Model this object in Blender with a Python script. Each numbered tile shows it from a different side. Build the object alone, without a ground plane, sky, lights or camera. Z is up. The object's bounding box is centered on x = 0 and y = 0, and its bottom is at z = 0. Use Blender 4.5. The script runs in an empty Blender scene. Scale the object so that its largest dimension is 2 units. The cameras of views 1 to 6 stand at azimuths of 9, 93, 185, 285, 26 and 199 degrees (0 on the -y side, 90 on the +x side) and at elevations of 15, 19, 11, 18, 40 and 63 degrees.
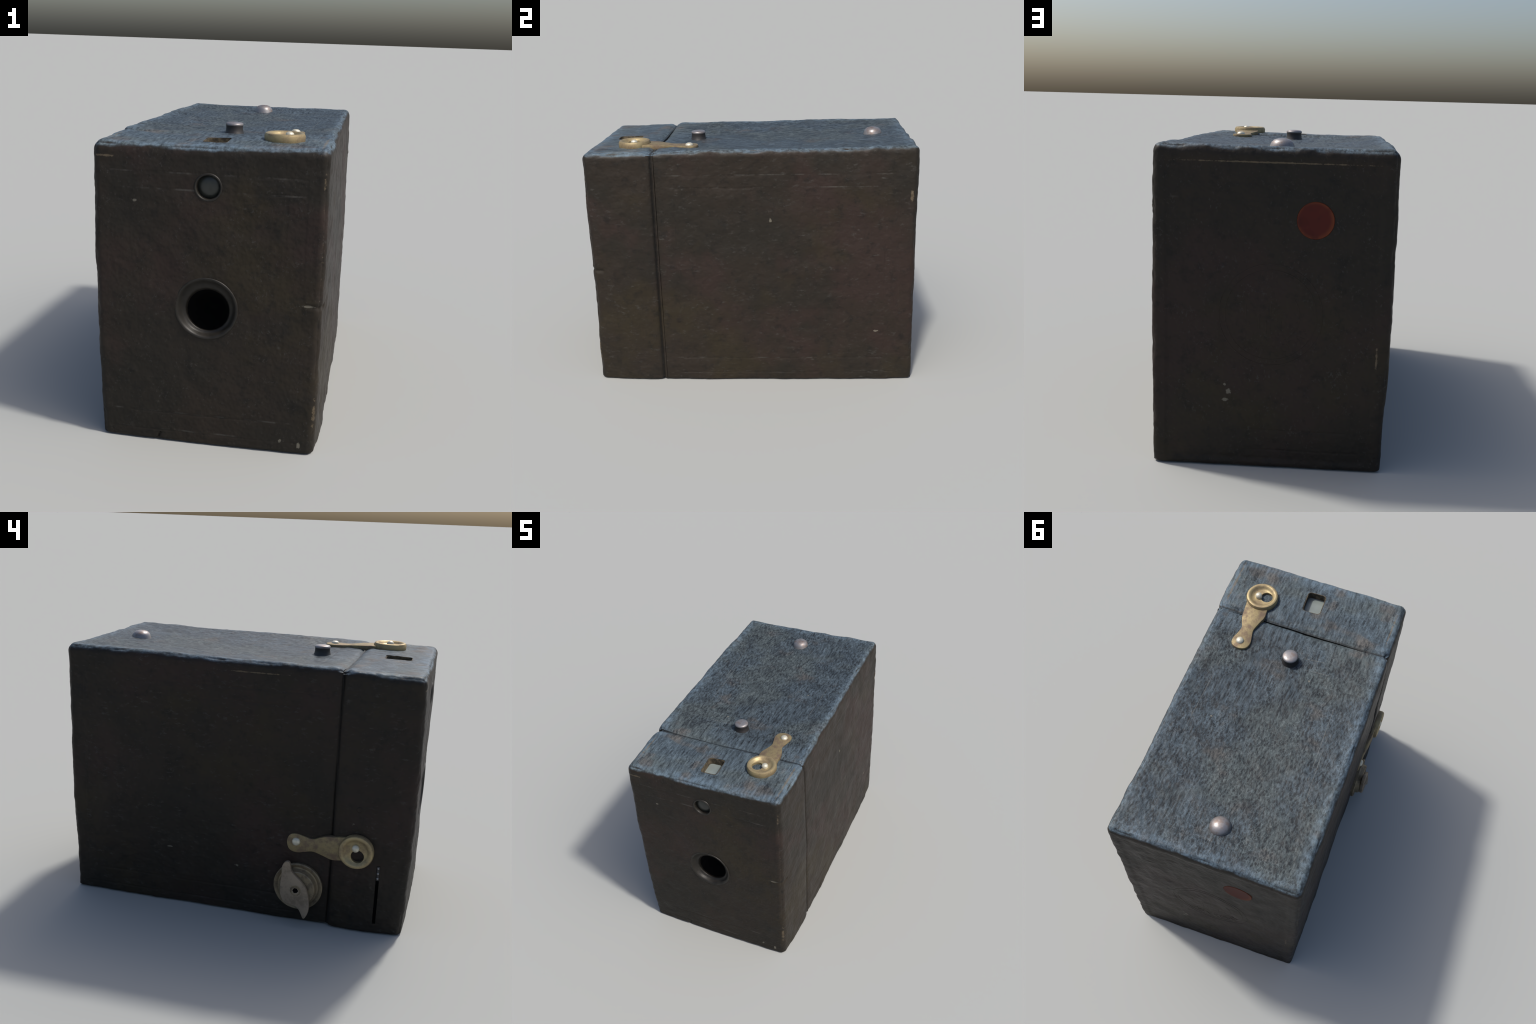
"""Old leather-covered box camera: two leather boxes (body and front section),
lens tube, finder windows, brass latches, winding key, strap studs, red film window."""
import bpy, bmesh, math
import numpy as np
from mathutils import Matrix, Vector

# ------------------------------------------------------------------ noise
def _hash(ix, iy, iz, seed):
    h = (ix * 374761393 + iy * 668265263 + iz * 2147483647 + seed * 1274126177) & 0xFFFFFFFF
    h = ((h ^ (h >> 13)) * 1274126177) & 0xFFFFFFFF
    h = ((h ^ (h >> 16)) * 2246822519) & 0xFFFFFFFF
    return ((h ^ (h >> 15)) & 0xFFFFFF) / float(0xFFFFFF) * 2 - 1

def vnoise(p, freq, seed=0):
    q = np.asarray(p) * freq + 100.0
    i = np.floor(q).astype(np.int64)
    f = q - i
    f = f * f * f * (f * (f * 6 - 15) + 10)
    out = 0
    for dx in (0, 1):
        for dy in (0, 1):
            for dz in (0, 1):
                w = (f[:, 0] if dx else 1 - f[:, 0]) * (f[:, 1] if dy else 1 - f[:, 1]) * (f[:, 2] if dz else 1 - f[:, 2])
                out = out + w * _hash(i[:, 0] + dx, i[:, 1] + dy, i[:, 2] + dz, seed)
    return out

def smooth(a, b, x):
    t = np.clip((x - a) / (b - a), 0, 1)
    return t * t * (3 - 2 * t)

# ------------------------------------------------------------------ the leather box, as a warped rounded box
HX, HY, HZ = 0.53, 1.0, 1.46          # nominal half width, half depth, height
SEAM = -0.571                          # y of the joint between front section and body

def lag3(nodes, s):
    a, b, c = nodes
    return ((s - b) * (s - c) / ((a - b) * (a - c)), (s - a) * (s - c) / ((b - a) * (b - c)), (s - a) * (s - b) / ((c - a) * (c - b)))

def quad(grid, un, vn, u, v):
    U, V = lag3(un, u), lag3(vn, v)
    return sum(grid[i][j] * U[i] * V[j] for i in range(3) for j in range(3))

ZN = (0.0, 0.73, 1.46)
YN = (-1.0, 0.0, 1.0)
XN = (-0.53, 0.0, 0.53)
# rows: first coordinate of the face, columns: second one; measured face positions
RIGHT_BODY = [[.572, .575, .567], [.571, .565, .551], [.551, .555, .543]]          # x(y, z)
RIGHT_FRONT = [[.562, .567, .567], [.574, .579, .573], [.577, .578, .567]]
LEFT_BODY = [[-.482, -.496, -.508], [-.498, -.516, -.523], [-.508, -.529, -.527]]
LEFT_FRONT = [[-.486, -.499, -.507], [-.503, -.513, -.514], [-.506, -.516, -.510]]
FRONT = [[-.986, -1.000, -.988], [-.990, -.991, -.990], [-.974, -.976, -.978]]  # y(x, z)
BACK = [[.970, .982, .986], [.984, .985, .985], [.999, .993, .998]]
TOP_BODY = [[1.466, 1.471, 1.477], [1.443, 1.439, 1.475], [1.468, 1.473, 1.483]]  # z(x, y)
TOP_FRONT = [[1.447, 1.453, 1.457], [1.448, 1.452, 1.455], [1.458, 1.462, 1.465]]
TBN, TFN = (-.55, .2, .97), (-.98, -.78, -.6)

def warp(p, part):
    x, y, z = p[:, 0], p[:, 1], p[:, 2]
    if part == "body":
        R = quad(RIGHT_BODY, YN, ZN, y, z)
        L = quad(LEFT_BODY, YN, ZN, y, z)
        T = quad(TOP_BODY, XN, TBN, x, y)
    else:
        R = quad(RIGHT_FRONT, TFN, ZN, y, z)
        L = quad(LEFT_FRONT, TFN, ZN, y, z)
        T = quad(TOP_FRONT, XN, TFN, x, y)
    F = quad(FRONT, XN, ZN, x, z)
    B = quad(BACK, XN, ZN, x, z)
    t = (x / HX + 1) / 2
    s = (y + 1) / 2
    return np.stack([L + (R - L) * t, F + (B - F) * s, T * z / HZ], 1)

RX, RY, RT, RB = 0.034, 0.034, 0.043, 0.016   # rounding radii: sides, ends, top, bottom

def rounded(p, part):
    """nominal box surface point -> rounded point and outward normal; the seam side stays square"""
    sg = 1 if part == "body" else -1                      # direction away from the seam
    lo = np.array([-HX + RX, -9.0 if part == "body" else -1.0 + RY, RB])
    hi = np.array([HX - RX, 1.0 - RY if part == "body" else 9.0, HZ - RT])
    q = np.clip(p, lo, hi)
    d = p - q
    r = np.stack([np.full(len(p), RX), np.full(len(p), RY), np.where(d[:, 2] < 0, RB, RT)], 1)
    e = d / r
    l = np.linalg.norm(e, axis=1, keepdims=True)
    e = np.where(l > 1e-7, e / np.maximum(l, 1e-9), 0)
    n = e / r
    nl = np.linalg.norm(n, axis=1, keepdims=True)
    n = np.where(nl > 1e-7, n / np.maximum(nl, 1e-9), np.array([[0.0, -sg, 0.0]]))
    return q + e * r, n

def groove(x, c, w):
    return np.exp(-((x - c) / w) ** 2)

def span(x, a, b, s=.02):
    return smooth(a - s, a + s, x) * (1 - smooth(b - s, b + s, x))

# embossed double frames: for each face (first axis lines, second axis lines, range)
ZL_OUT, ZL_IN = (.056, 1.320), (.150, 1.245)

def relief(p, n):
    """height of lumps, dents and embossed lines, along the normal"""
    x, y, z = p[:, 0], p[:, 1], p[:, 2]
    h = .0035 * vnoise(p, 4.0, 1) + .0028 * vnoise(p, 11.0, 2) + .0013 * vnoise(p, 28.0, 3) + .0007 * vnoise(p, 70.0, 4)
    # corners and edges are knocked about more than the flat sides
    edge = 1 - np.max(np.abs(n), axis=1)
    h += edge * (.016 * vnoise(p, 9.0, 5) + .010 * vnoise(p, 26.0, 6) - .004)
    h *= np.where(n[:, 2] < -.5, .45, 1.0)
    d = np.zeros(len(p))
    def frame(a, b, amin, amax, bmin, bmax):
        m = np.zeros(len(p))
        for c in (amin, amax):
            m = np.maximum(m, .4 * groove(a, c, .0035) * span(b, bmin, bmax, .006))
        for c in (bmin, bmax):
            m = np.maximum(m, groove(b, c, .0035) * span(a, amin, amax, .006))
        return m
    fade = .55 + .45 * vnoise(p, 5.0, 9)
    side = np.abs(n[:, 0]) > .9
    body = y > SEAM
    for (i, (ya, yb)) in ((0, (-.46, .89)), (1, (-.44, .812))):
        d += np.where(side & body, frame(y, z, ya, yb, (ZL_OUT, ZL_IN)[i][0], (ZL_OUT, ZL_IN)[i][1]), 0)
    fr = n[:, 1] < -.9
    for (i, (xa, xb)) in ((0, (-.425, .475)), (1, (-.335, .385))):
        d += np.where(fr & ~body, frame(x, z, xa, xb, (ZL_OUT, ZL_IN)[i][0], (ZL_OUT, ZL_IN)[i][1]), 0)
    bk = n[:, 1] > .9
    for (i, (xa, xb)) in ((0, (-.40, .43)), (1, (-.335, .365))):
        d += np.where(bk, .6 * frame(x, z, xa, xb, (ZL_OUT, ZL_IN)[i][0] + .03, (ZL_OUT, ZL_IN)[i][1]), 0)
    top = n[:, 2] > .9
    d += np.where(top & body, .6 * frame(x, y, -.42, .45, -.42, .86), 0)
    h -= .003 * d * fade
    # joint: the leather of both boxes rolls into it, a soft shoulder on the body side
    h -= (.010 + .002 * (n[:, 2] > .5)) * np.exp(-((y - SEAM) / np.where(n[:, 2] > .5, .020, .009)) ** 2) + np.where(n[:, 2] > .5, .003, .003) * np.exp(-((y - SEAM - .006) / .03) ** 2)
    # back panel set in behind a raised rim
    inset = span(x, -.462, .484, .012) * span(z, .035, 1.412, .012)
    h -= np.where(n[:, 1] > .5, .0055 * inset, 0)
    # torn leather on the right front edge, split at the front bottom edge
    tear = np.exp(-((z - .735 - .16 * (.56 - x)) / .010) ** 2) * smooth(.45, .56, x) * (y < -.9)
    h -= .007 * tear
    h -= .010 * np.exp(-((x + .205 - .4 * z) / .006) ** 2) * (n[:, 1] < -.5) * (z < .045)
    # scraped patch on the right rear edge
    scr = np.exp(-((y - .965) / .03) ** 2 - ((z - 1.19) / .04) ** 2) * (x > .3)
    h += scr * .008 * vnoise(p, 45.0, 12)
    return h

def surface(p, part):
    q, n = rounded(p, part)
    w = warp(q, part)
    h = relief(w, n)
    inner = np.clip(np.where(part == "body", -n[:, 1], n[:, 1]), 0, 1)
    return w + n * (h * (1 - inner))[:, None], n

def axis_samples(a, b, step, ends, lines):
    s = list(np.linspace(a, b, int(round((b - a) / step)) + 1))
    for base, sg, r in ((a, 1, ends[0]), (b, -1, ends[1])):
        s = [v for v in s if not (0 < (v - base) * sg < r)]
        s += [base + sg * r * k for k in (.18, .38, .6, .8, 1.0)]
    for c in lines:
        if a + .03 < c < b - .03:
            s = [v for v in s if abs(v - c) > .008]
            s += [c - .007, c - .0035, c, c + .0035, c + .007]
    return np.array(sorted(set(np.round(s, 6))))

def leather_box(name, part, step=.0075):
    y0, y1 = (SEAM + .0003, 1.0) if part == "body" else (-1.0, SEAM - .0003)
    re = (.03, RY) if part == "body" else (RY, .03)
    xs = axis_samples(-HX, HX, step, (RX, RX), (-.42, -.33, .38, .45, .47))
    ys = axis_samples(y0, y1, step, re, (-.46, -.43, .815, .87, .9))
    zs = axis_samples(0, HZ, step, (RB, RT), (.056, .086, .150, .180, 1.243, 1.318))
    pts, faces, off = [], [], 0
    def grid(a, b, fn, flip):
        nonlocal off
        A, B = np.meshgrid(a, b, indexing="ij")
        P = fn(A.ravel(), B.ravel())
        pts.append(P)
        na, nb = len(a), len(b)
        i, j = np.meshgrid(np.arange(na - 1), np.arange(nb - 1), indexing="ij")
        k = (i * nb + j).ravel() + off
        f = np.stack([k, k + nb, k + nb + 1, k + 1], 1)
        faces.append(f[:, ::-1] if flip else f)
        off += na * nb
    c = lambda v, like: np.full(len(like), v)
    grid(xs, ys, lambda a, b: np.stack([a, b, c(HZ, a)], 1), False)
    grid(xs, ys, lambda a, b: np.stack([a, b, c(0, a)], 1), True)
    grid(ys, zs, lambda a, b: np.stack([c(HX, a), a, b], 1), False)
    grid(ys, zs, lambda a, b: np.stack([c(-HX, a), a, b], 1), True)
    grid(xs, zs, lambda a, b: np.stack([a, c(y0, a), b], 1), False)
    grid(xs, zs, lambda a, b: np.stack([a, c(y1, a), b], 1), True)
    P = np.concatenate(pts); Fc = np.concatenate(faces)
    key = np.round(P * 1e5).astype(np.int64)
    _, first, inv = np.unique(key, axis=0, return_index=True, return_inverse=True)
    inv = inv.ravel()
    P, _ = surface(P[first], part)
    P[:, 2] = np.maximum(P[:, 2] + .002 - .006 * (1 - smooth(0, .25, P[:, 2])), 0.0)
    return mesh_object(name, P, inv[Fc])

# ------------------------------------------------------------------ mesh helpers
COLL = bpy.context.scene.collection

def mesh_object(name, verts, faces, mat=None, smooth_angle=None):
    me = bpy.data.meshes.new(name)
    me.from_pydata([tuple(map(float, v)) for v in verts], [], [tuple(map(int, f)) for f in faces])
    me.update()
    ob = bpy.data.objects.new(name, me)
    COLL.objects.link(ob)
    finish(ob, mat, smooth_angle)
    return ob

def finish(ob, mat=None, smooth_angle=None):
    me = ob.data
    bm = bmesh.new(); bm.from_mesh(me)
    bmesh.ops.recalc_face_normals(bm, faces=bm.faces)
    bm.to_mesh(me); bm.free()
    if mat:
        me.materials.clear(); me.materials.append(mat)
    me.polygons.foreach_set("use_smooth", [True] * len(me.polygons))
    if smooth_angle:
        me.set_sharp_from_angle(angle=math.radians(smooth_angle))

def bake(ob):
    """apply modifiers without operators"""
    dg = bpy.context.evaluated_depsgraph_get()
    me = bpy.data.meshes.new_from_object(ob.evaluated_get(dg))
    ob.modifiers.clear()
    old = ob.data
    ob.data = me
    me.name = ob.name
    bpy.data.meshes.remove(old)

def cut(ob, cutters):
    for cu in cutters:
        m = ob.modifiers.new("cut", "BOOLEAN")
        m.operation = "DIFFERENCE"; m.solver = "EXACT"; m.object = cu
    bake(ob)
    for cu in cutters:
        me = cu.data
        bpy.data.objects.remove(cu); bpy.data.meshes.remove(me)

def bevelled(ob, width, segs=2):
    m = ob.modifiers.new("bevel", "BEVEL")
    m.width = width; m.segments = segs; m.limit_method = "ANGLE"; m.angle_limit = math.radians(35)
    bake(ob)

def lathe(name, profile, segs=96, mat=None, frame=None, angle=40, ripple=None):
    """profile of (radius, height); closed at the axis where radius is 0. frame: Matrix local->world"""
    V, F = [], []
    rings = []
    for k, (r, h) in enumerate(profile):
        if r < 1e-6:
            rings.append([len(V)]); V.append((0, 0, h))
        else:
            ring = []
            for i in range(segs):
                a = 2 * math.pi * i / segs
                rr = r * (1 + (ripple(k, i) if ripple else 0))
                ring.append(len(V)); V.append((rr * math.cos(a), rr * math.sin(a), h))
            rings.append(ring)
    for a, b in zip(rings, rings[1:]):
        if len(a) == 1 and len(b) == 1:
            continue
        for i in range(segs):
            j = (i + 1) % segs
            if len(a) == 1:
                F.append((a[0], b[i], b[j]))
            elif len(b) == 1:
                F.append((a[i], b[0], a[j]))
            else:
                F.append((a[i], b[i], b[j], a[j]))
    if frame is not None:
        V = [tuple(frame @ Vector(v)) for v in V]
    return mesh_object(name, V, F, mat, angle)

def closed_curve(ctrl, n=10):
    """Catmull-Rom closed loop through control points"""
    P = [Vector((a, b, 0)) for a, b in ctrl]
    out = []
    for i in range(len(P)):
        p0, p1, p2, p3 = P[i - 1], P[i], P[(i + 1) % len(P)], P[(i + 2) % len(P)]
        for k in range(n):
            t = k / n
            q = .5 * ((2 * p1) + (p2 - p0) * t + (2 * p0 - 5 * p1 + 4 * p2 - p3) * t * t + (3 * p1 - p0 - 3 * p2 + p3) * t ** 3)
            out.append((q.x, q.y))
    return out

def plate(name, outline, bottom, top, mat=None, bevel=.003, inset_lines=0):
    """solid plate from an outline; bottom/top are functions of (u, v)"""
    n = len(outline)
    V = [(u, v, bottom(u, v)) for u, v in outline] + [(u, v, top(u, v)) for u, v in outline]
    bm = bmesh.new()
    vs = [bm.verts.new(p) for p in V]
    bm.faces.new(vs[:n][::-1]); bm.faces.new(vs[n:])
    for i in range(n):
        j = (i + 1) % n
        bm.faces.new((vs[i], vs[j], vs[n + j], vs[n + i]))
    me = bpy.data.meshes.new(name); bm.to_mesh(me); bm.free()
    ob = bpy.data.objects.new(name, me); COLL.objects.link(ob)
    if bevel:
        bevelled(ob, bevel, 2)
    # triangulated caps follow the slope of the plate
    bm = bmesh.new(); bm.from_mesh(ob.data)
    bmesh.ops.triangulate(bm, faces=[f for f in bm.faces if len(f.verts) > 4])
    bm.to_mesh(ob.data); bm.free()
    finish(ob, mat, 35)
    return ob

# ------------------------------------------------------------------ materials
class Nodes:
    def __init__(self, name):
        self.mat = bpy.data.materials.new(name)
        self.mat.use_nodes = True
        self.t = self.mat.node_tree
        self.bsdf = self.t.nodes["Principled BSDF"]
        self.co = self.t.nodes.new("ShaderNodeTexCoord").outputs["Object"]
    def put(self, sock, v):
        if hasattr(v, "is_output"):
            self.t.links.new(v, sock)
        else:
            if isinstance(v, tuple) and len(v) == 3 and sock.type == "RGBA":
                v = v + (1,)
            sock.default_value = v
    def node(self, kind, ins=None, **props):
        n = self.t.nodes.new("ShaderNode" + kind)
        for k, v in props.items():
            setattr(n, k, v)
        for k, v in (ins or {}).items():
            self.put(n.inputs[k], v)
        return n
    def noise(self, scale, detail=3, rough=.55, vec=None, dist=0.0):
        return self.node("TexNoise", {"Vector": vec or self.co, "Scale": scale, "Detail": detail, "Roughness": rough, "Distortion": dist}).outputs["Fac"]
    def voronoi(self, scale, vec=None, feature="F1", out="Distance", rand=1.0):
        return self.node("TexVoronoi", {"Vector": vec or self.co, "Scale": scale, "Randomness": rand}, feature=feature).outputs[out]
    def stretch(self, s, rot=(0, 0, 0), loc=(0, 0, 0)):
        return self.node("Mapping", {"Vector": self.co, "Scale": s, "Rotation": rot, "Location": loc}).outputs[0]
    def math(self, op, a, b=0.0, c=0.0, clamp=False):
        n = self.t.nodes.new("ShaderNodeMath"); n.operation = op; n.use_clamp = clamp
        for i, v in enumerate((a, b, c)):
            self.put(n.inputs[i], v)
        return n.outputs[0]
    def step(self, v, a, b, lo=0.0, hi=1.0):
        n = self.node("MapRange", {"Value": v, "From Min": a, "From Max": b, "To Min": lo, "To Max": hi}, interpolation_type="SMOOTHSTEP")
        return n.outputs[0]
    def mix(self, f, a, b):
        n = self.t.nodes.new("ShaderNodeMix"); n.data_type = "RGBA"
        self.put(n.inputs[0], f); self.put(n.inputs[6], a); self.put(n.inputs[7], b)
        return n.outputs[2]
    def xyz(self):
        s = self.node("SeparateXYZ", {"Vector": self.co}).outputs
        return s[0], s[1], s[2]
    def spot(self, centre, radius, ragged, turn=0.0):
        """soft-edged ragged spot round a point; radius per axis"""
        m = self.node("Mapping", {"Vector": self.co, "Location": centre, "Scale": radius, "Rotation": (0, 0, turn)}, vector_type="TEXTURE").outputs[0]
        l = self.node("VectorMath", {0: m}, operation="LENGTH").outputs["Value"]
        l = self.math("ADD", l, self.math("MULTIPLY", self.math("SUBTRACT", ragged, .5), 2.2))
        return self.step(l, 1.0, .6)
    def bump(self, h, dist, strength=1.0, prev=None):
        n = self.node("Bump", {"Height": h, "Distance": dist, "Strength": strength})
        if prev:
            self.t.links.new(prev, n.inputs["Normal"])
        return n.outputs[0]
    def done(self, color, rough, normal=None, metallic=0.0, spec=.5):
        self.put(self.bsdf.inputs["Base Color"], color)
        self.put(self.bsdf.inputs["Roughness"], rough)
        self.put(self.bsdf.inputs["Metallic"], metallic)
        self.put(self.bsdf.inputs["Specular IOR Level"], spec)
        if normal:
            self.t.links.new(normal, self.bsdf.inputs["Normal"])
        return self.mat

def leather_material():
    N = Nodes("worn_black_leather")
    x, y, z = N.xyz()
    big = N.noise(1.7, 4, .6)
    big2 = N.noise(2.6, 3, .6, N.stretch((1, 1, 1), loc=(3, 7, 1)))
    mid = N.noise(9, 4, .65)
    # hide colour: near black, drifting to umber, olive and reddish brown in patches
    c = N.mix(N.step(big, .38, .60), (.0185, .0160, .0125), (.0235, .0182, .0138))
    c = N.mix(N.step(N.noise(1.3, 4, .65, N.stretch((1, 1, 1), loc=(3, 7, 1))), .50, .64), c, (.0265, .0208, .0128))
    c = N.mix(N.step(N.noise(1.2, 4, .65, N.stretch((1, 1, 1), loc=(9, 2, 5))), .49, .64), c, (.0285, .0190, .0158))
    c = N.mix(N.step(N.noise(16, 4, .7), .50, .72, 0, .6), c, (.0100, .0094, .0086))
    # rubbed crests of the grain, in streaks
    streak = N.noise(85, 3, .7, N.stretch((.9, .30, .75), rot=(.25, .3, .35)))
    cell = N.voronoi(50, feature="DISTANCE_TO_EDGE", vec=N.stretch((1, .75, 1), rot=(0, 0, .4)))
    crest = N.math("MULTIPLY", N.step(streak, .54, .74), N.step(mid, .40, .64), clamp=True)
    c = N.mix(N.math("MULTIPLY", crest, .55), c, (.066, .064, .058))
    # glints on the pressed lines, painted pale in places
    line = None
    for zc in (.056, .150, 1.245, 1.320):
        m = N.step(N.math("ABSOLUTE", N.math("SUBTRACT", z, zc + .004)), .0055, .0025)
        line = m if line is None else N.math("MAXIMUM", line, m)
    inner = N.math("MULTIPLY", N.step(N.math("ABSOLUTE", N.math("SUBTRACT", x, .025)), .56, .50), N.step(N.math("ABSOLUTE", y), .93, .86))
    inner = N.math("MAXIMUM", inner, N.step(N.math("ABSOLUTE", N.math("SUBTRACT", x, .025)), .46, .42))
    inner = N.math("MAXIMUM", inner, N.math("MULTIPLY", N.step(y, -.50, -.44), N.step(y, .90, .84)))
    line = N.math("MULTIPLY", N.math("MULTIPLY", line, inner), N.step(N.noise(7, 4, .7), .47, .66, 0, .6))
    line = N.math("MULTIPLY", line, N.math("MAXIMUM", N.step(x, .40, .52), N.step(y, -.90, -.95)))
    c = N.mix(line, c, (.075, .070, .062))
    # blue-grey streaked and webbed grain over the top
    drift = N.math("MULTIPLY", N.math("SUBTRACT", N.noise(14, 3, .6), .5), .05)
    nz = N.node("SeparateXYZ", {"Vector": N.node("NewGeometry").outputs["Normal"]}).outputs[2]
    top_area = N.math("MULTIPLY", N.step(N.math("ADD", nz, N.math("MULTIPLY", drift, 6)), .38, .86), N.step(z, 1.30, 1.36))
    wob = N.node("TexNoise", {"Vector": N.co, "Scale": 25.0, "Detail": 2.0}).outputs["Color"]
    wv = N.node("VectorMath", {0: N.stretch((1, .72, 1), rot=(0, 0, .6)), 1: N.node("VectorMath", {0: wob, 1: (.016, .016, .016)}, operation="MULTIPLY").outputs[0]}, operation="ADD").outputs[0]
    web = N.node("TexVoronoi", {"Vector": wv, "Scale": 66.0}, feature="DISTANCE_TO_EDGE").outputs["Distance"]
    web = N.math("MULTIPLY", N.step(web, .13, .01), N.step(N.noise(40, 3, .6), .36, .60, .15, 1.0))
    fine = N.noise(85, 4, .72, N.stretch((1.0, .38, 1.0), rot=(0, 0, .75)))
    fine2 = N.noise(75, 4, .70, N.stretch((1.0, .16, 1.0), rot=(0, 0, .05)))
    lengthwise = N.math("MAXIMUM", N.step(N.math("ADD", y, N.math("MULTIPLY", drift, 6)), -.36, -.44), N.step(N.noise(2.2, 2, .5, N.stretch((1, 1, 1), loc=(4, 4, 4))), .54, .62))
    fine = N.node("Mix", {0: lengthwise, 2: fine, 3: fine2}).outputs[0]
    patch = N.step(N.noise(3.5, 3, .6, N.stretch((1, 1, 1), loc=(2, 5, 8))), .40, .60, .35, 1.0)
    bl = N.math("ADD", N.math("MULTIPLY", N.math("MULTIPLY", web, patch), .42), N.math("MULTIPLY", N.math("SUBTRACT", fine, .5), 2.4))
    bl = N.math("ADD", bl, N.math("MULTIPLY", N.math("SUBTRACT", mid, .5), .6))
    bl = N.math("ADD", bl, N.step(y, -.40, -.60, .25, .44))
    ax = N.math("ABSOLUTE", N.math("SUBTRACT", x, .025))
    rim = N.math("MAXIMUM", N.math("MAXIMUM", N.step(ax, .45, .51), N.step(y, .88, .965)), N.step(y, -.88, -.96))  # bluish sky highlight on the top edges, tinted into the leather below
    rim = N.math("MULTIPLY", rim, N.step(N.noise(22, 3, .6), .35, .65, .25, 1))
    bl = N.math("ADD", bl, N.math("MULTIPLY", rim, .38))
    c = N.mix(N.math("MULTIPLY", top_area, .9), c, (.0155, .0195, .0235))
    bl = N.math("MULTIPLY", N.math("MULTIPLY", bl, top_area), 1.0, clamp=True)
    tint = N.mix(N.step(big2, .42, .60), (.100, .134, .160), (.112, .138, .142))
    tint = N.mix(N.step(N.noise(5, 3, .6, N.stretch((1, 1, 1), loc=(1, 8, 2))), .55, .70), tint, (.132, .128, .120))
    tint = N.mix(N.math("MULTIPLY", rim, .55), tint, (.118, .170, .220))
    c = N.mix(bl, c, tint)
    # pale worn board showing along creases, chips and flecks
    rag = N.noise(55, 3, .7)
    tan = (.20, .155, .10)
    pale = (.26, .24, .19)
    wear = None
    def add(m):
        nonlocal wear
        wear = m if wear is None else N.math("MAXIMUM", wear, m)
    for ctr, r in (((.527, -.76, 1.45), (.009, .20, .04)), ((-.468, -.76, 1.44), (.006, .15, .04)),
                   ((.555, -.985, 1.30), (.012, .02, .16)), ((.556, -.985, .95), (.008, .02, .16)),
                   ((.556, -.985, .20), (.010, .02, .22)), ((.02, .985, 1.409), (.46, .03, .004)),
                   ((-.466, .985, .55), (.006, .02, .05)), ((-.515, -.10, 1.408), (.02, .20, .004)),
                   ((-.45, -.99, 1.385), (.06, .03, .006)), ((.55, .958, 1.188), (.02, .010, .04))):
        add(N.spot(ctr, r, rag))
    c = N.mix(N.math("MULTIPLY", wear, .42), c, tan)
    wear = None
    for ctr, r in (((.198, .985, .363), (.014, .03, .014)), ((.214, .985, .322), (.016, .03, .010)), ((.215, .98, .395), (.007, .03, .008)),
                   ((.55, .125, 1.048), (.03, .012, .018)), ((.55, .767, .332), (.03, .018, .008)),
                   ((-.31, -.985, 1.19), (.012, .03, .008)), ((.50, -.98, .745), (.035, .03, .006)), ((.556, -.985, .765), (.008, .03, .030)),
                   ((.40, -.98, .06), (.008, .02, .012)), ((.49, -.98, .045), (.010, .02, .018)),
                   ((-.50, -.678, .635), (.02, .010, .008)), ((-.52, .37, .35), (.03, .016, .006)), ((-.52, -.03, .29), (.03, .018, .008)),
                   ((-.13, -.26, 1.45), (.009, .007, .03)), ((.30, .16, 1.45), (.008, .007, .03))):
        add(N.spot(ctr, r, rag))
    c = N.mix(N.math("MULTIPLY", wear, .42), c, pale)
    # long thin scratches on the top
    wear = None
    for ctr, r, a in (((-.13, -.405, 1.45), (.085, .0018, .03), .10), ((-.16, -.33, 1.45), (.10, .0018, .03), .06),
                      ((-.33, .10, 1.45), (.0016, .34, .03), .03), ((-.36, .30, 1.45), (.0014, .30, .03), .05), ((.40, .05, 1.45), (.0014, .40, .03), -.02)):
        add(N.spot(ctr, r, N.noise(9, 3, .6), a))
    c = N.mix(N.math("MULTIPLY", wear, .40), c, (.20, .20, .18))
    # groove shadow darkened into the colour along the joint of the two boxes
    c = N.mix(N.step(N.math("ABSOLUTE", N.math("SUBTRACT", y, SEAM)), .011, .003, 0, .7), c, (.008, .008, .008))
    # grain relief
    pebbles = N.voronoi(55, feature="SMOOTH_F1", vec=N.stretch((1, .85, 1)))
    nrm = N.bump(pebbles, .004, .45)
    nrm = N.bump(streak, .002, .35, nrm)
    nrm = N.bump(N.noise(230, 3, .6), .001, .35, nrm)
    rough = N.step(mid, .3, .7, .44, .58)
    return N.done(c, rough, nrm, spec=.18)

def metal(name, base, dark, rough=.38, metallic=.85, scale=30, grit=.0008, tarnish=(.45, .7)):
    N = Nodes(name)
    t = N.noise(scale, 4, .65)
    c = N.mix(N.step(t, *tarnish), base, dark)
    c = N.mix(N.step(N.noise(scale * 4, 3, .7), .55, .8, 0, .5), c, dark)
    nrm = N.bump(N.noise(scale * 5, 3, .6), grit, .6)
    return N.done(c, N.step(t, .3, .7, rough, rough + .2), nrm, metallic=metallic)

def plain(name, col, rough=.6, vary=.3, scale=25, spec=.5, metallic=0.0):
    N = Nodes(name)
    t = N.noise(scale, 4, .6)
    d = tuple(v * (1 - vary) for v in col)
    return N.done(N.mix(N.step(t, .35, .65), col, d), rough, N.bump(t, .001, .5), spec=spec, metallic=metallic)

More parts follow.
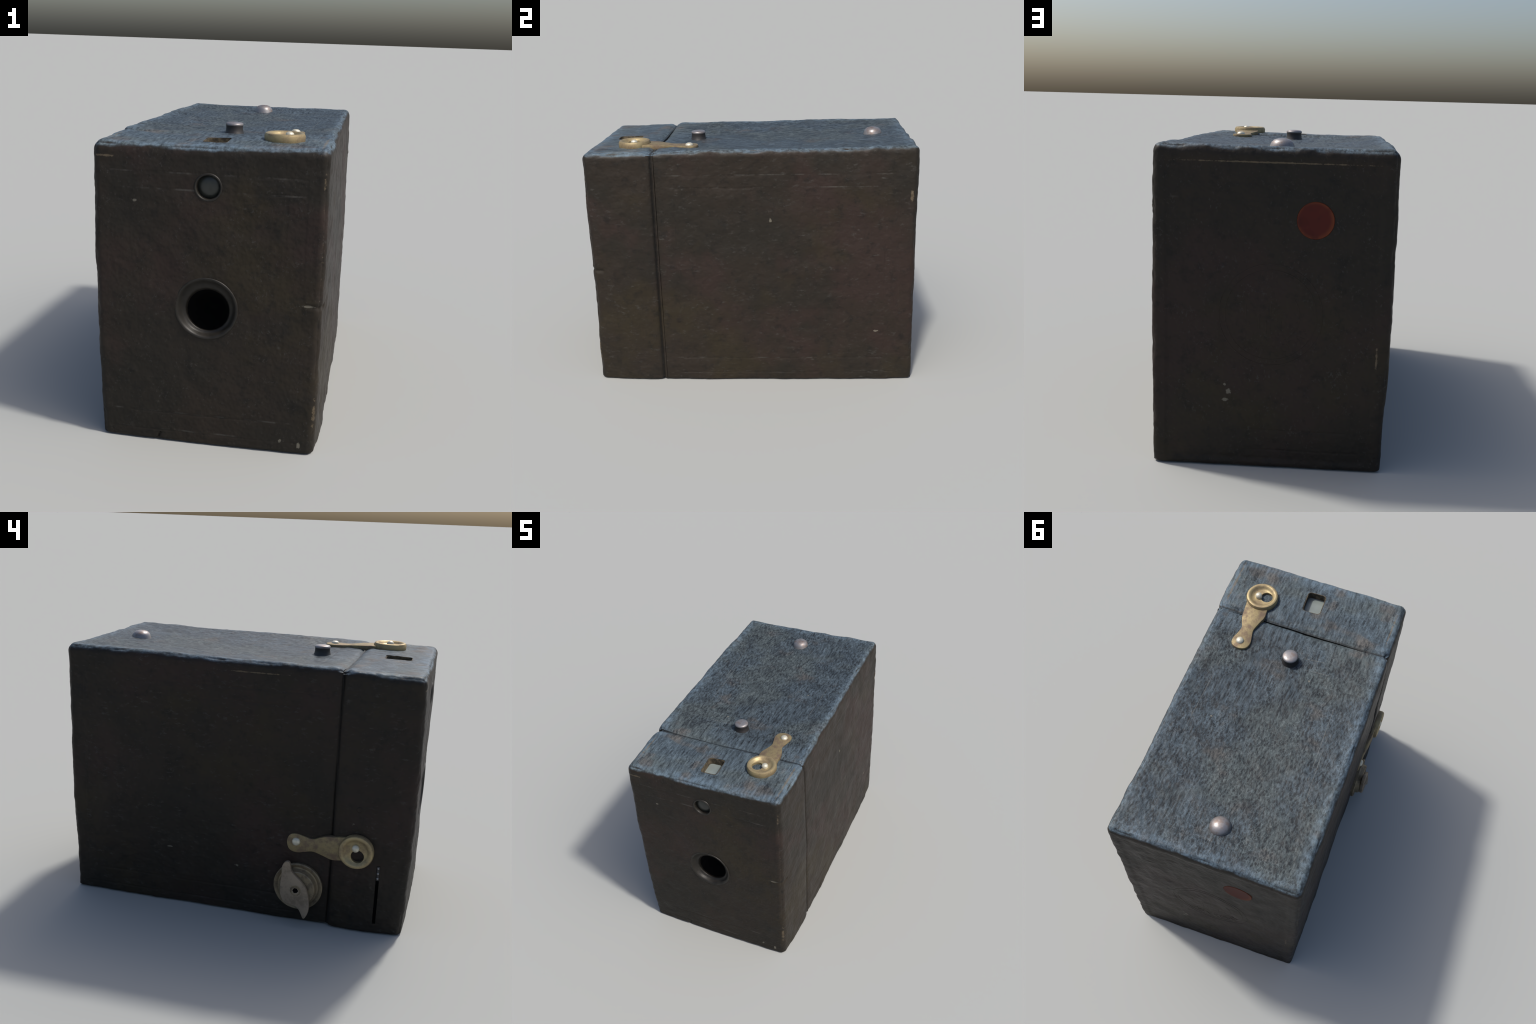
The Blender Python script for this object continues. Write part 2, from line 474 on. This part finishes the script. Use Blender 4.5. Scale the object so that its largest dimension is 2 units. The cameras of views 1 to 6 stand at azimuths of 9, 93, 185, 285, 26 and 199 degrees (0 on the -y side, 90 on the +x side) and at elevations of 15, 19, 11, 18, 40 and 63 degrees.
LEATHER = leather_material()
BRASS = metal("tarnished_brass", (.36, .285, .15), (.22, .165, .10), metallic=.5, rough=.42, scale=16, tarnish=(.42, .75))
BRASS_PLATE = metal("etched_brass", (.25, .198, .100), (.165, .118, .078), metallic=.4, rough=.5, scale=22, tarnish=(.38, .68), grit=.0015)  # browned to carry the shade seen on the side latch
BEAD = metal("pale_brass", (.60, .57, .46), (.42, .38, .28), metallic=.4, rough=.35, scale=20)
STUD = metal("worn_steel", (.26, .25, .252), (.20, .155, .135), metallic=.6, rough=.36, scale=18)
KEY = metal("dull_nickel", (.27, .215, .155), (.20, .155, .11), metallic=.35, rough=.5, scale=20)
KEYBASE = metal("brown_brass", (.22, .175, .11), (.12, .095, .065), metallic=.4, rough=.45, scale=25)
DARK = plain("near_black", (.0025, .0025, .003), .9, spec=.05)
RING = plain("dark_enamel", (.021, .0185, .015), .45, vary=.35, spec=.3)
BOARD = plain("raw_board", (.11, .085, .05), .85, vary=.7, scale=40)
GLASS = plain("dusty_glass", (.20, .23, .22), .3, vary=.12, scale=12)
FINDERGLASS = plain("dull_glass", (.024, .027, .023), .35, vary=.4, scale=30)
STUDSIDE = plain("blackened_steel", (.022, .020, .020), .5)

def red_material():
    N = Nodes("red_celluloid")
    m = N.node("Mapping", {"Vector": N.co, "Location": (-.171, .98, 1.166), "Scale": (.082, 1, .082)}, vector_type="TEXTURE").outputs[0]
    l = N.node("VectorMath", {0: m}, operation="LENGTH").outputs["Value"]
    c = N.mix(N.step(l, .78, .98), (.072, .014, .010), (.115, .030, .013))
    c = N.mix(N.step(N.noise(18, 3), .45, .7), c, (.058, .012, .009))
    return N.done(c, .6, None, spec=.15)
RED = red_material()

# ------------------------------------------------------------------ assembly
root = bpy.data.objects.new("box_camera", None)
COLL.objects.link(root)
root["label"] = "old black leather box camera with brass latches"
root["category"] = "box camera"

def child(ob, parent=None):
    ob.parent = parent or root
    return ob

def cylinder(r, a, b, frame, segs=64, r2=None):
    return lathe("cutter", [(0, a), (r, a), (r2 or r, b), (0, b)], segs, None, frame)

# frames: local z points out of the face
def face_frame(origin, out):
    out = Vector(out)
    up = {(0, 0, 1): Vector((1, 0, 0))}.get(tuple(int(round(c)) for c in out), Vector((0, 0, 1)))
    u = up.cross(out).normalized() if abs(out.z) < .5 else Vector((1, 0, 0))
    v = out.cross(u)
    return Matrix.Translation(origin) @ Matrix((u, v, out)).transposed().to_4x4()

# --- body
body = leather_box("camera_body", "body")
red_frame = face_frame((-.175, .975, 1.163), (0, 1, 0))
cut(body, [cylinder(.083, -.02, .05, red_frame)])
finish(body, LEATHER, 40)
child(body)

# --- front section
front = leather_box("front_section", "front")
LENS = face_frame((.031, -.989, .698), (0, -1, 0))
FIND = face_frame((.031, -.990, 1.267), (0, -1, 0))
def rounded_rect(cx, cy, hw, hh, r, rot, n=6):
    out = []
    for (sx, sy, a0) in ((1, 1, 0), (-1, 1, 90), (-1, -1, 180), (1, -1, 270)):
        for k in range(n + 1):
            a = math.radians(a0 + 90 * k / n)
            px, py = sx * (hw - r) + r * math.cos(a), sy * (hh - r) + r * math.sin(a)
            out.append((cx + px * math.cos(rot) - py * math.sin(rot), cy + px * math.sin(rot) + py * math.cos(rot)))
    return out
WIN = rounded_rect(.026, -.792, .058, .076, .022, .04)
wcut = plate("cutter", WIN, lambda u, v: 1.36, lambda u, v: 1.55, bevel=0)
SLOT = (-.832, .062, .41)
slot_outline = [(SLOT[0] + a, b) for a, b in ((-.009, SLOT[1]), (.009, SLOT[1]), (.009, SLOT[2]), (-.009, SLOT[2]))]
scut = plate("cutter", slot_outline, lambda u, v: -.47, lambda u, v: -.60, bevel=0)
scut.data.transform(Matrix(((0, 0, 1, 0), (1, 0, 0, 0), (0, 1, 0, 0), (0, 0, 0, 1))))
finish(scut)
cut(front, [cylinder(.143, -.25, .1, LENS, 96), cylinder(.056, -.06, .1, FIND, 64), wcut, scut])
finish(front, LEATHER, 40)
child(front)

# --- lens tube: rolled lip, funnel, step and dark barrel
def sink(ob):
    """the tube sags: the deeper it goes the lower it sits"""
    for v in ob.data.vertices:
        d = min(1.0, max(0.0, (-v.co.z - .004) / .05))
        v.co.y -= .024 * d
    ob.data.transform(LENS)
lens_ring = child(lathe("lens_ring", [(.146, -.03), (.151, -.002), (.150, .004), (.145, .006), (.139, .002), (.133, -.006), (.125, -.016), (.117, -.024),
                                      (.110, -.027), (.105, -.030), (.102, -.036), (.100, -.048)], 96, RING, None, 60))
sink(lens_ring); finish(lens_ring, RING, 60)
barrel = lathe("lens_barrel", [(.1005, -.047), (.094, -.062), (.080, -.085), (.060, -.115), (.035, -.14), (0, -.15)], 96, DARK, None, 60)
sink(barrel); finish(barrel, DARK, 50)
child(barrel, lens_ring)
# --- finder hole: lip and sunken glass
finder = child(lathe("finder_ring", [(.0535, -.055), (.0535, -.006), (.0555, .0015), (.060, .0035), (.064, .001), (.066, -.006), (.060, -.03)], 64, RING, FIND, 60))
child(lathe("finder_lens", [(0, -.012), (.015, -.0125), (.03, -.014), (.042, -.018), (.0535, -.024), (.0535, -.055), (0, -.055)], 64, FINDERGLASS, FIND, 60), finder)
# --- finder window on top: board edge and pane
WIN_IN = rounded_rect(.026, -.792, .0535, .0715, .019, .04)
def tube(name, outer, inner, z0, z1, mat):
    n = len(outer)
    V = [(a, b, z1) for a, b in outer] + [(a, b, z1) for a, b in inner] + [(a, b, z0) for a, b in inner] + [(a, b, z0) for a, b in outer]
    F = []
    for i in range(n):
        j = (i + 1) % n
        for k in range(4):
            a, b = k * n, ((k + 1) % 4) * n
            F.append((a + i, a + j, b + j, b + i))
    return mesh_object(name, V, F, mat, 35)
wf = child(tube("window_frame", rounded_rect(.026, -.792, .0575, .0755, .0215, .04), WIN_IN, 1.375, 1.4545, BOARD))
child(plate("window_pane", rounded_rect(.026, -.792, .0530, .0710, .019, .04), lambda u, v: 1.380, lambda u, v: 1.409, GLASS, bevel=0), wf)
# --- red film window
child(lathe("red_window", [(0, .003), (.070, .003), (.080, .0045), (.0825, .002), (.0825, -.018), (0, -.018)], 72, RED, red_frame, 50))

# --- brass latch (local: u along the plate, v across, w out of the face)
def latch(name, place):
    base = child_latch = plate(name, closed_curve([(.068, -.01), (.0665, .145), (.055, .195), (.038, .24), (.046, .285), (.058, .33), (.050, .37), (.010, .388),
                                                  (-.036, .375), (-.052, .335), (-.044, .285), (-.036, .24), (-.050, .185), (-.066, .135), (-.062, .08), (-.05, .0)], 8),
                               lambda u, v: -.012, lambda u, v: .024 - .014 * float(smooth(.08, .30, v)), BRASS_PLATE, bevel=.004)
    knurl = lambda k, i: (.012 * (i % 2) if k in (2, 3) else 0)
    disc = lathe("latch_disc", [(0, -.012), (.090, -.012), (.0945, .006), (.0955, .030), (.091, .041), (.083, .044), (.074, .042), (.067, .034), (.060, .027), (.05, .025), (0, .026)], 120, BRASS, None, 40, knurl)
    cut(disc, [lathe("cutter", [(0, -.05), (.036, -.05), (.036, .1), (0, .1)], 40, None, Matrix.Translation((-.026, -.008, 0)))])
    finish(disc, BRASS, 40)
    cut(base, [lathe("cutter", [(0, -.05), (.038, -.05), (.038, .1), (0, .1)], 40, None, Matrix.Translation((-.026, -.008, 0)))])
    finish(base, BRASS_PLATE, 35)
    bead = lathe("latch_bead", [(0, .050), (.010, .0485), (.0185, .042), (.021, .034), (.020, .018), (0, .018)], 40, BEAD, Matrix.Translation((.022, .002, 0)), 50)
    rivet = lathe("latch_rivet", [(0, .025), (.012, .0235), (.021, .018), (.0235, .010), (.0235, .0), (0, 0)], 40, BEAD, Matrix.Translation((.012, .335, .0)), 50)
    for o in (disc, bead, rivet):
        o.parent = base
    base.parent = root
    base.matrix_local = place
    return base, (disc, bead, rivet)

top_place = Matrix.Translation((.329, -.704, 1.452)) @ Matrix.Rotation(math.radians(.3), 4, "X")
first, parts = latch("latch", top_place)
side_place = Matrix.Translation((-.505, -.708, .485)) @ Matrix.Rotation(math.radians(-90), 4, "Y") @ Matrix.Rotation(math.radians(1.5), 4, "Z") @ Matrix.Rotation(math.radians(-.5), 4, "X")
second = first.copy(); COLL.objects.link(second); second.matrix_local = side_place
for o in parts:
    c2 = o.copy(); COLL.objects.link(c2); c2.parent = second

# --- strap studs on the top
s1 = child(lathe("strap_stud", [(.056, -.012), (.050, .002), (.0455, .012), (.0435, .026), (.0435, .036), (.0440, .041)], 48, STUDSIDE, Matrix.Translation((.021, -.353, 1.440)), 60))
child(lathe("stud_cap", [(.0440, .040), (.0455, .043), (.0450, .049), (.040, .054), (.022, .057), (0, .058)], 40, STUD, Matrix.Translation((.021, -.353, 1.440)), 60,), s1)
child(lathe("strap_stud", [(.060, -.012), (.0565, .001), (.054, .010), (.049, .020), (.038, .030), (.020, .036), (0, .0375)], 48, STUD, Matrix.Translation((-.003, .764, 1.466)), 60))

# --- winding key on the left side (local x = -y world, local y = z world, local z = -x world)
KF = face_frame((-.511, -.396, .222), (-1, 0, 0))
key_base = child(lathe("winding_key_base", [(.137, -.02), (.139, .006), (.134, .012), (.126, .010), (.116, .004), (.108, .006), (.104, .018), (.101, .034), (.096, .038), (0, .038)], 96, KEYBASE, KF, 35))
blade_pts = [(-.062, .165), (-.082, .135), (-.084, .08), (-.089, .01), (-.083, -.045), (-.052, -.085), (.000, -.093), (.028, -.115), (.052, -.157),
             (.068, -.145), (.080, -.105), (.075, -.04), (.058, .018), (.028, .058), (-.010, .092), (-.030, .118), (-.040, .160)]
blade = plate("winding_key", closed_curve(blade_pts, 6), lambda u, v: .040 + .12 * max(0, -v - .05), lambda u, v: .062 + .12 * max(0, -v - .05), KEY, bevel=.004)
blade.data.transform(KF); finish(blade, KEY, 35); child(blade)
child(lathe("key_screw", [(.031, .060), (.031, .064), (.026, .065), (.022, .0635), (.019, .0625), (.016, .060), (0, .060)], 40, KEYBASE, KF, 40), blade)
child(lathe("screw_socket", [(.0165, .0595), (.0165, .0632), (0, .0632)], 6, DARK, KF, 40), blade)

# --- shutter lever slot, rivet bump
lever = child(plate("shutter_lever", [(SLOT[0] + a, b) for a, b in ((-.0075, .322), (.0075, .322), (.0075, .407), (-.0075, .407))], lambda u, v: -.490, lambda u, v: -.5035, STUDSIDE, bevel=.001))
SIDE = Matrix(((0, 0, 1, 0), (1, 0, 0, 0), (0, 1, 0, 0), (0, 0, 0, 1)))
lever.data.transform(SIDE); finish(lever, STUDSIDE, 35)
for k, zz in enumerate((.335, .365, .395)):  # three pale glimmers in the slot, modelled as small metal bumps
    child(lathe("lever_glint", [(.0065, 0), (.0055, .003), (.003, .0045), (0, .005)], 20, STUD, face_frame((-.503, SLOT[0], zz), (-1, 0, 0)), 50), lever)
child(plate("slot_shadow_plate", [(SLOT[0] + a, b) for a, b in ((-.0092, SLOT[1] - .0005), (.0092, SLOT[1] - .0005), (.0092, SLOT[2] + .0005), (-.0092, SLOT[2] + .0005))], lambda u, v: -.468, lambda u, v: -.494, DARK, bevel=0))
sl = bpy.data.objects["slot_shadow_plate"]; sl.data.transform(SIDE); finish(sl, DARK, 35)
child(lathe("rivet_bump", [(.019, -.004), (.017, .002), (.012, .0045), (.009, .003), (0, .004)], 32, LEATHER, face_frame((-.5115, -.707, .719), (-1, 0, 0)), 60))

# --- embossed maker's ring on the back: two lines and lettering that follow the leather
def on_back(x, z, lift):
    p = np.stack([np.asarray(x, float), np.full(len(x), 1.0), np.asarray(z, float)], 1)
    # invert the warp in x and z with two fixed-point rounds
    q = p.copy()
    for _ in range(4):
        w = warp(q, "body")
        q[:, 0] += p[:, 0] - w[:, 0]; q[:, 2] += p[:, 2] - w[:, 2]
    s, n = surface(q, "body")
    s[:, 1] += np.asarray(lift); s[:, 2] += .002
    return s

EMB = (.012, .727)
def emboss_ring(r, w=.003, lift=.0009, a0=0, a1=360, n=200):
    A = np.radians(np.linspace(a0, a1, n))
    prof = ((-w, -.002), (-w * .6, lift), (w * .6, lift), (w, -.002))
    rows = []
    for dr, l in prof:
        rows.append(on_back(EMB[0] - (r + dr) * np.cos(A), EMB[1] + (r + dr) * np.sin(A), np.full(n, l)))
    V = np.concatenate(rows)
    F = [(k * n + i, k * n + i + 1, (k + 1) * n + i + 1, (k + 1) * n + i) for k in range(3) for i in range(n - 1)]
    return V, F
emblem_v, emblem_f = [], []
def gather(V, F):
    off = sum(len(v) for v in emblem_v)
    emblem_v.append(V); emblem_f.extend([tuple(i + off for i in f) for f in F])
gather(*emboss_ring(.233)); gather(*emboss_ring(.206)); gather(*emboss_ring(.130, a0=-60, a1=35))
for (du, dv, hgt) in ((-.05, -.03, .035), (-.02, -.055, .03), (.0, .025, .03), (.045, -.04, .03), (-.11, .02, .03)):
    z = np.linspace(EMB[1] + dv - hgt, EMB[1] + dv + hgt, 14)
    rows = [on_back(np.full(14, EMB[0] - du - o), z, np.full(14, l)) for o, l in ((-.006, -.002), (-.003, .0006), (.003, .0006), (.006, -.002))]
    gather(np.concatenate(rows), [(k * 14 + i, k * 14 + i + 1, (k + 1) * 14 + i + 1, (k + 1) * 14 + i) for k in range(3) for i in range(13)])
emblem = child(mesh_object("embossed_emblem", np.concatenate(emblem_v), emblem_f, LEATHER, 60))

def letter(ch, ang, size=.062, r=.168):
    cu = bpy.data.curves.new("letter", "FONT")
    cu.body = ch; cu.size = size; cu.align_x = "CENTER"; cu.align_y = "CENTER"; cu.extrude = .0022; cu.resolution_u = 3
    ob = bpy.data.objects.new("letter", cu); COLL.objects.link(ob)
    me = bpy.data.meshes.new_from_object(ob.evaluated_get(bpy.context.evaluated_depsgraph_get()))
    bpy.data.objects.remove(ob); bpy.data.curves.remove(cu)
    co = np.array([v.co[:] for v in me.vertices])
    co[:, 0] *= .8
    a = math.radians(ang)                                    # 0 = bottom of the ring, positive to the right as seen
    u = co[:, 0] * math.cos(a) - co[:, 1] * math.sin(a) + r * math.sin(a)
    v = co[:, 0] * math.sin(a) + co[:, 1] * math.cos(a) - r * math.cos(a)
    P = on_back(EMB[0] - u, EMB[1] + v, np.where(co[:, 2] > 0, .0010, -.003))
    lo = mesh_object("embossed_letter", P, [tuple(p.vertices) for p in me.polygons], LEATHER, 35)
    bpy.data.meshes.remove(me)
    return child(lo, emblem)
bpy.context.view_layer.update()
for ch, ang in zip("MAN KODAK", (-33, -20, -7, 0, 10, 24, 38, 52, 66)):
    if ch != " ":
        letter(ch, ang)

bpy.context.view_layer.update()
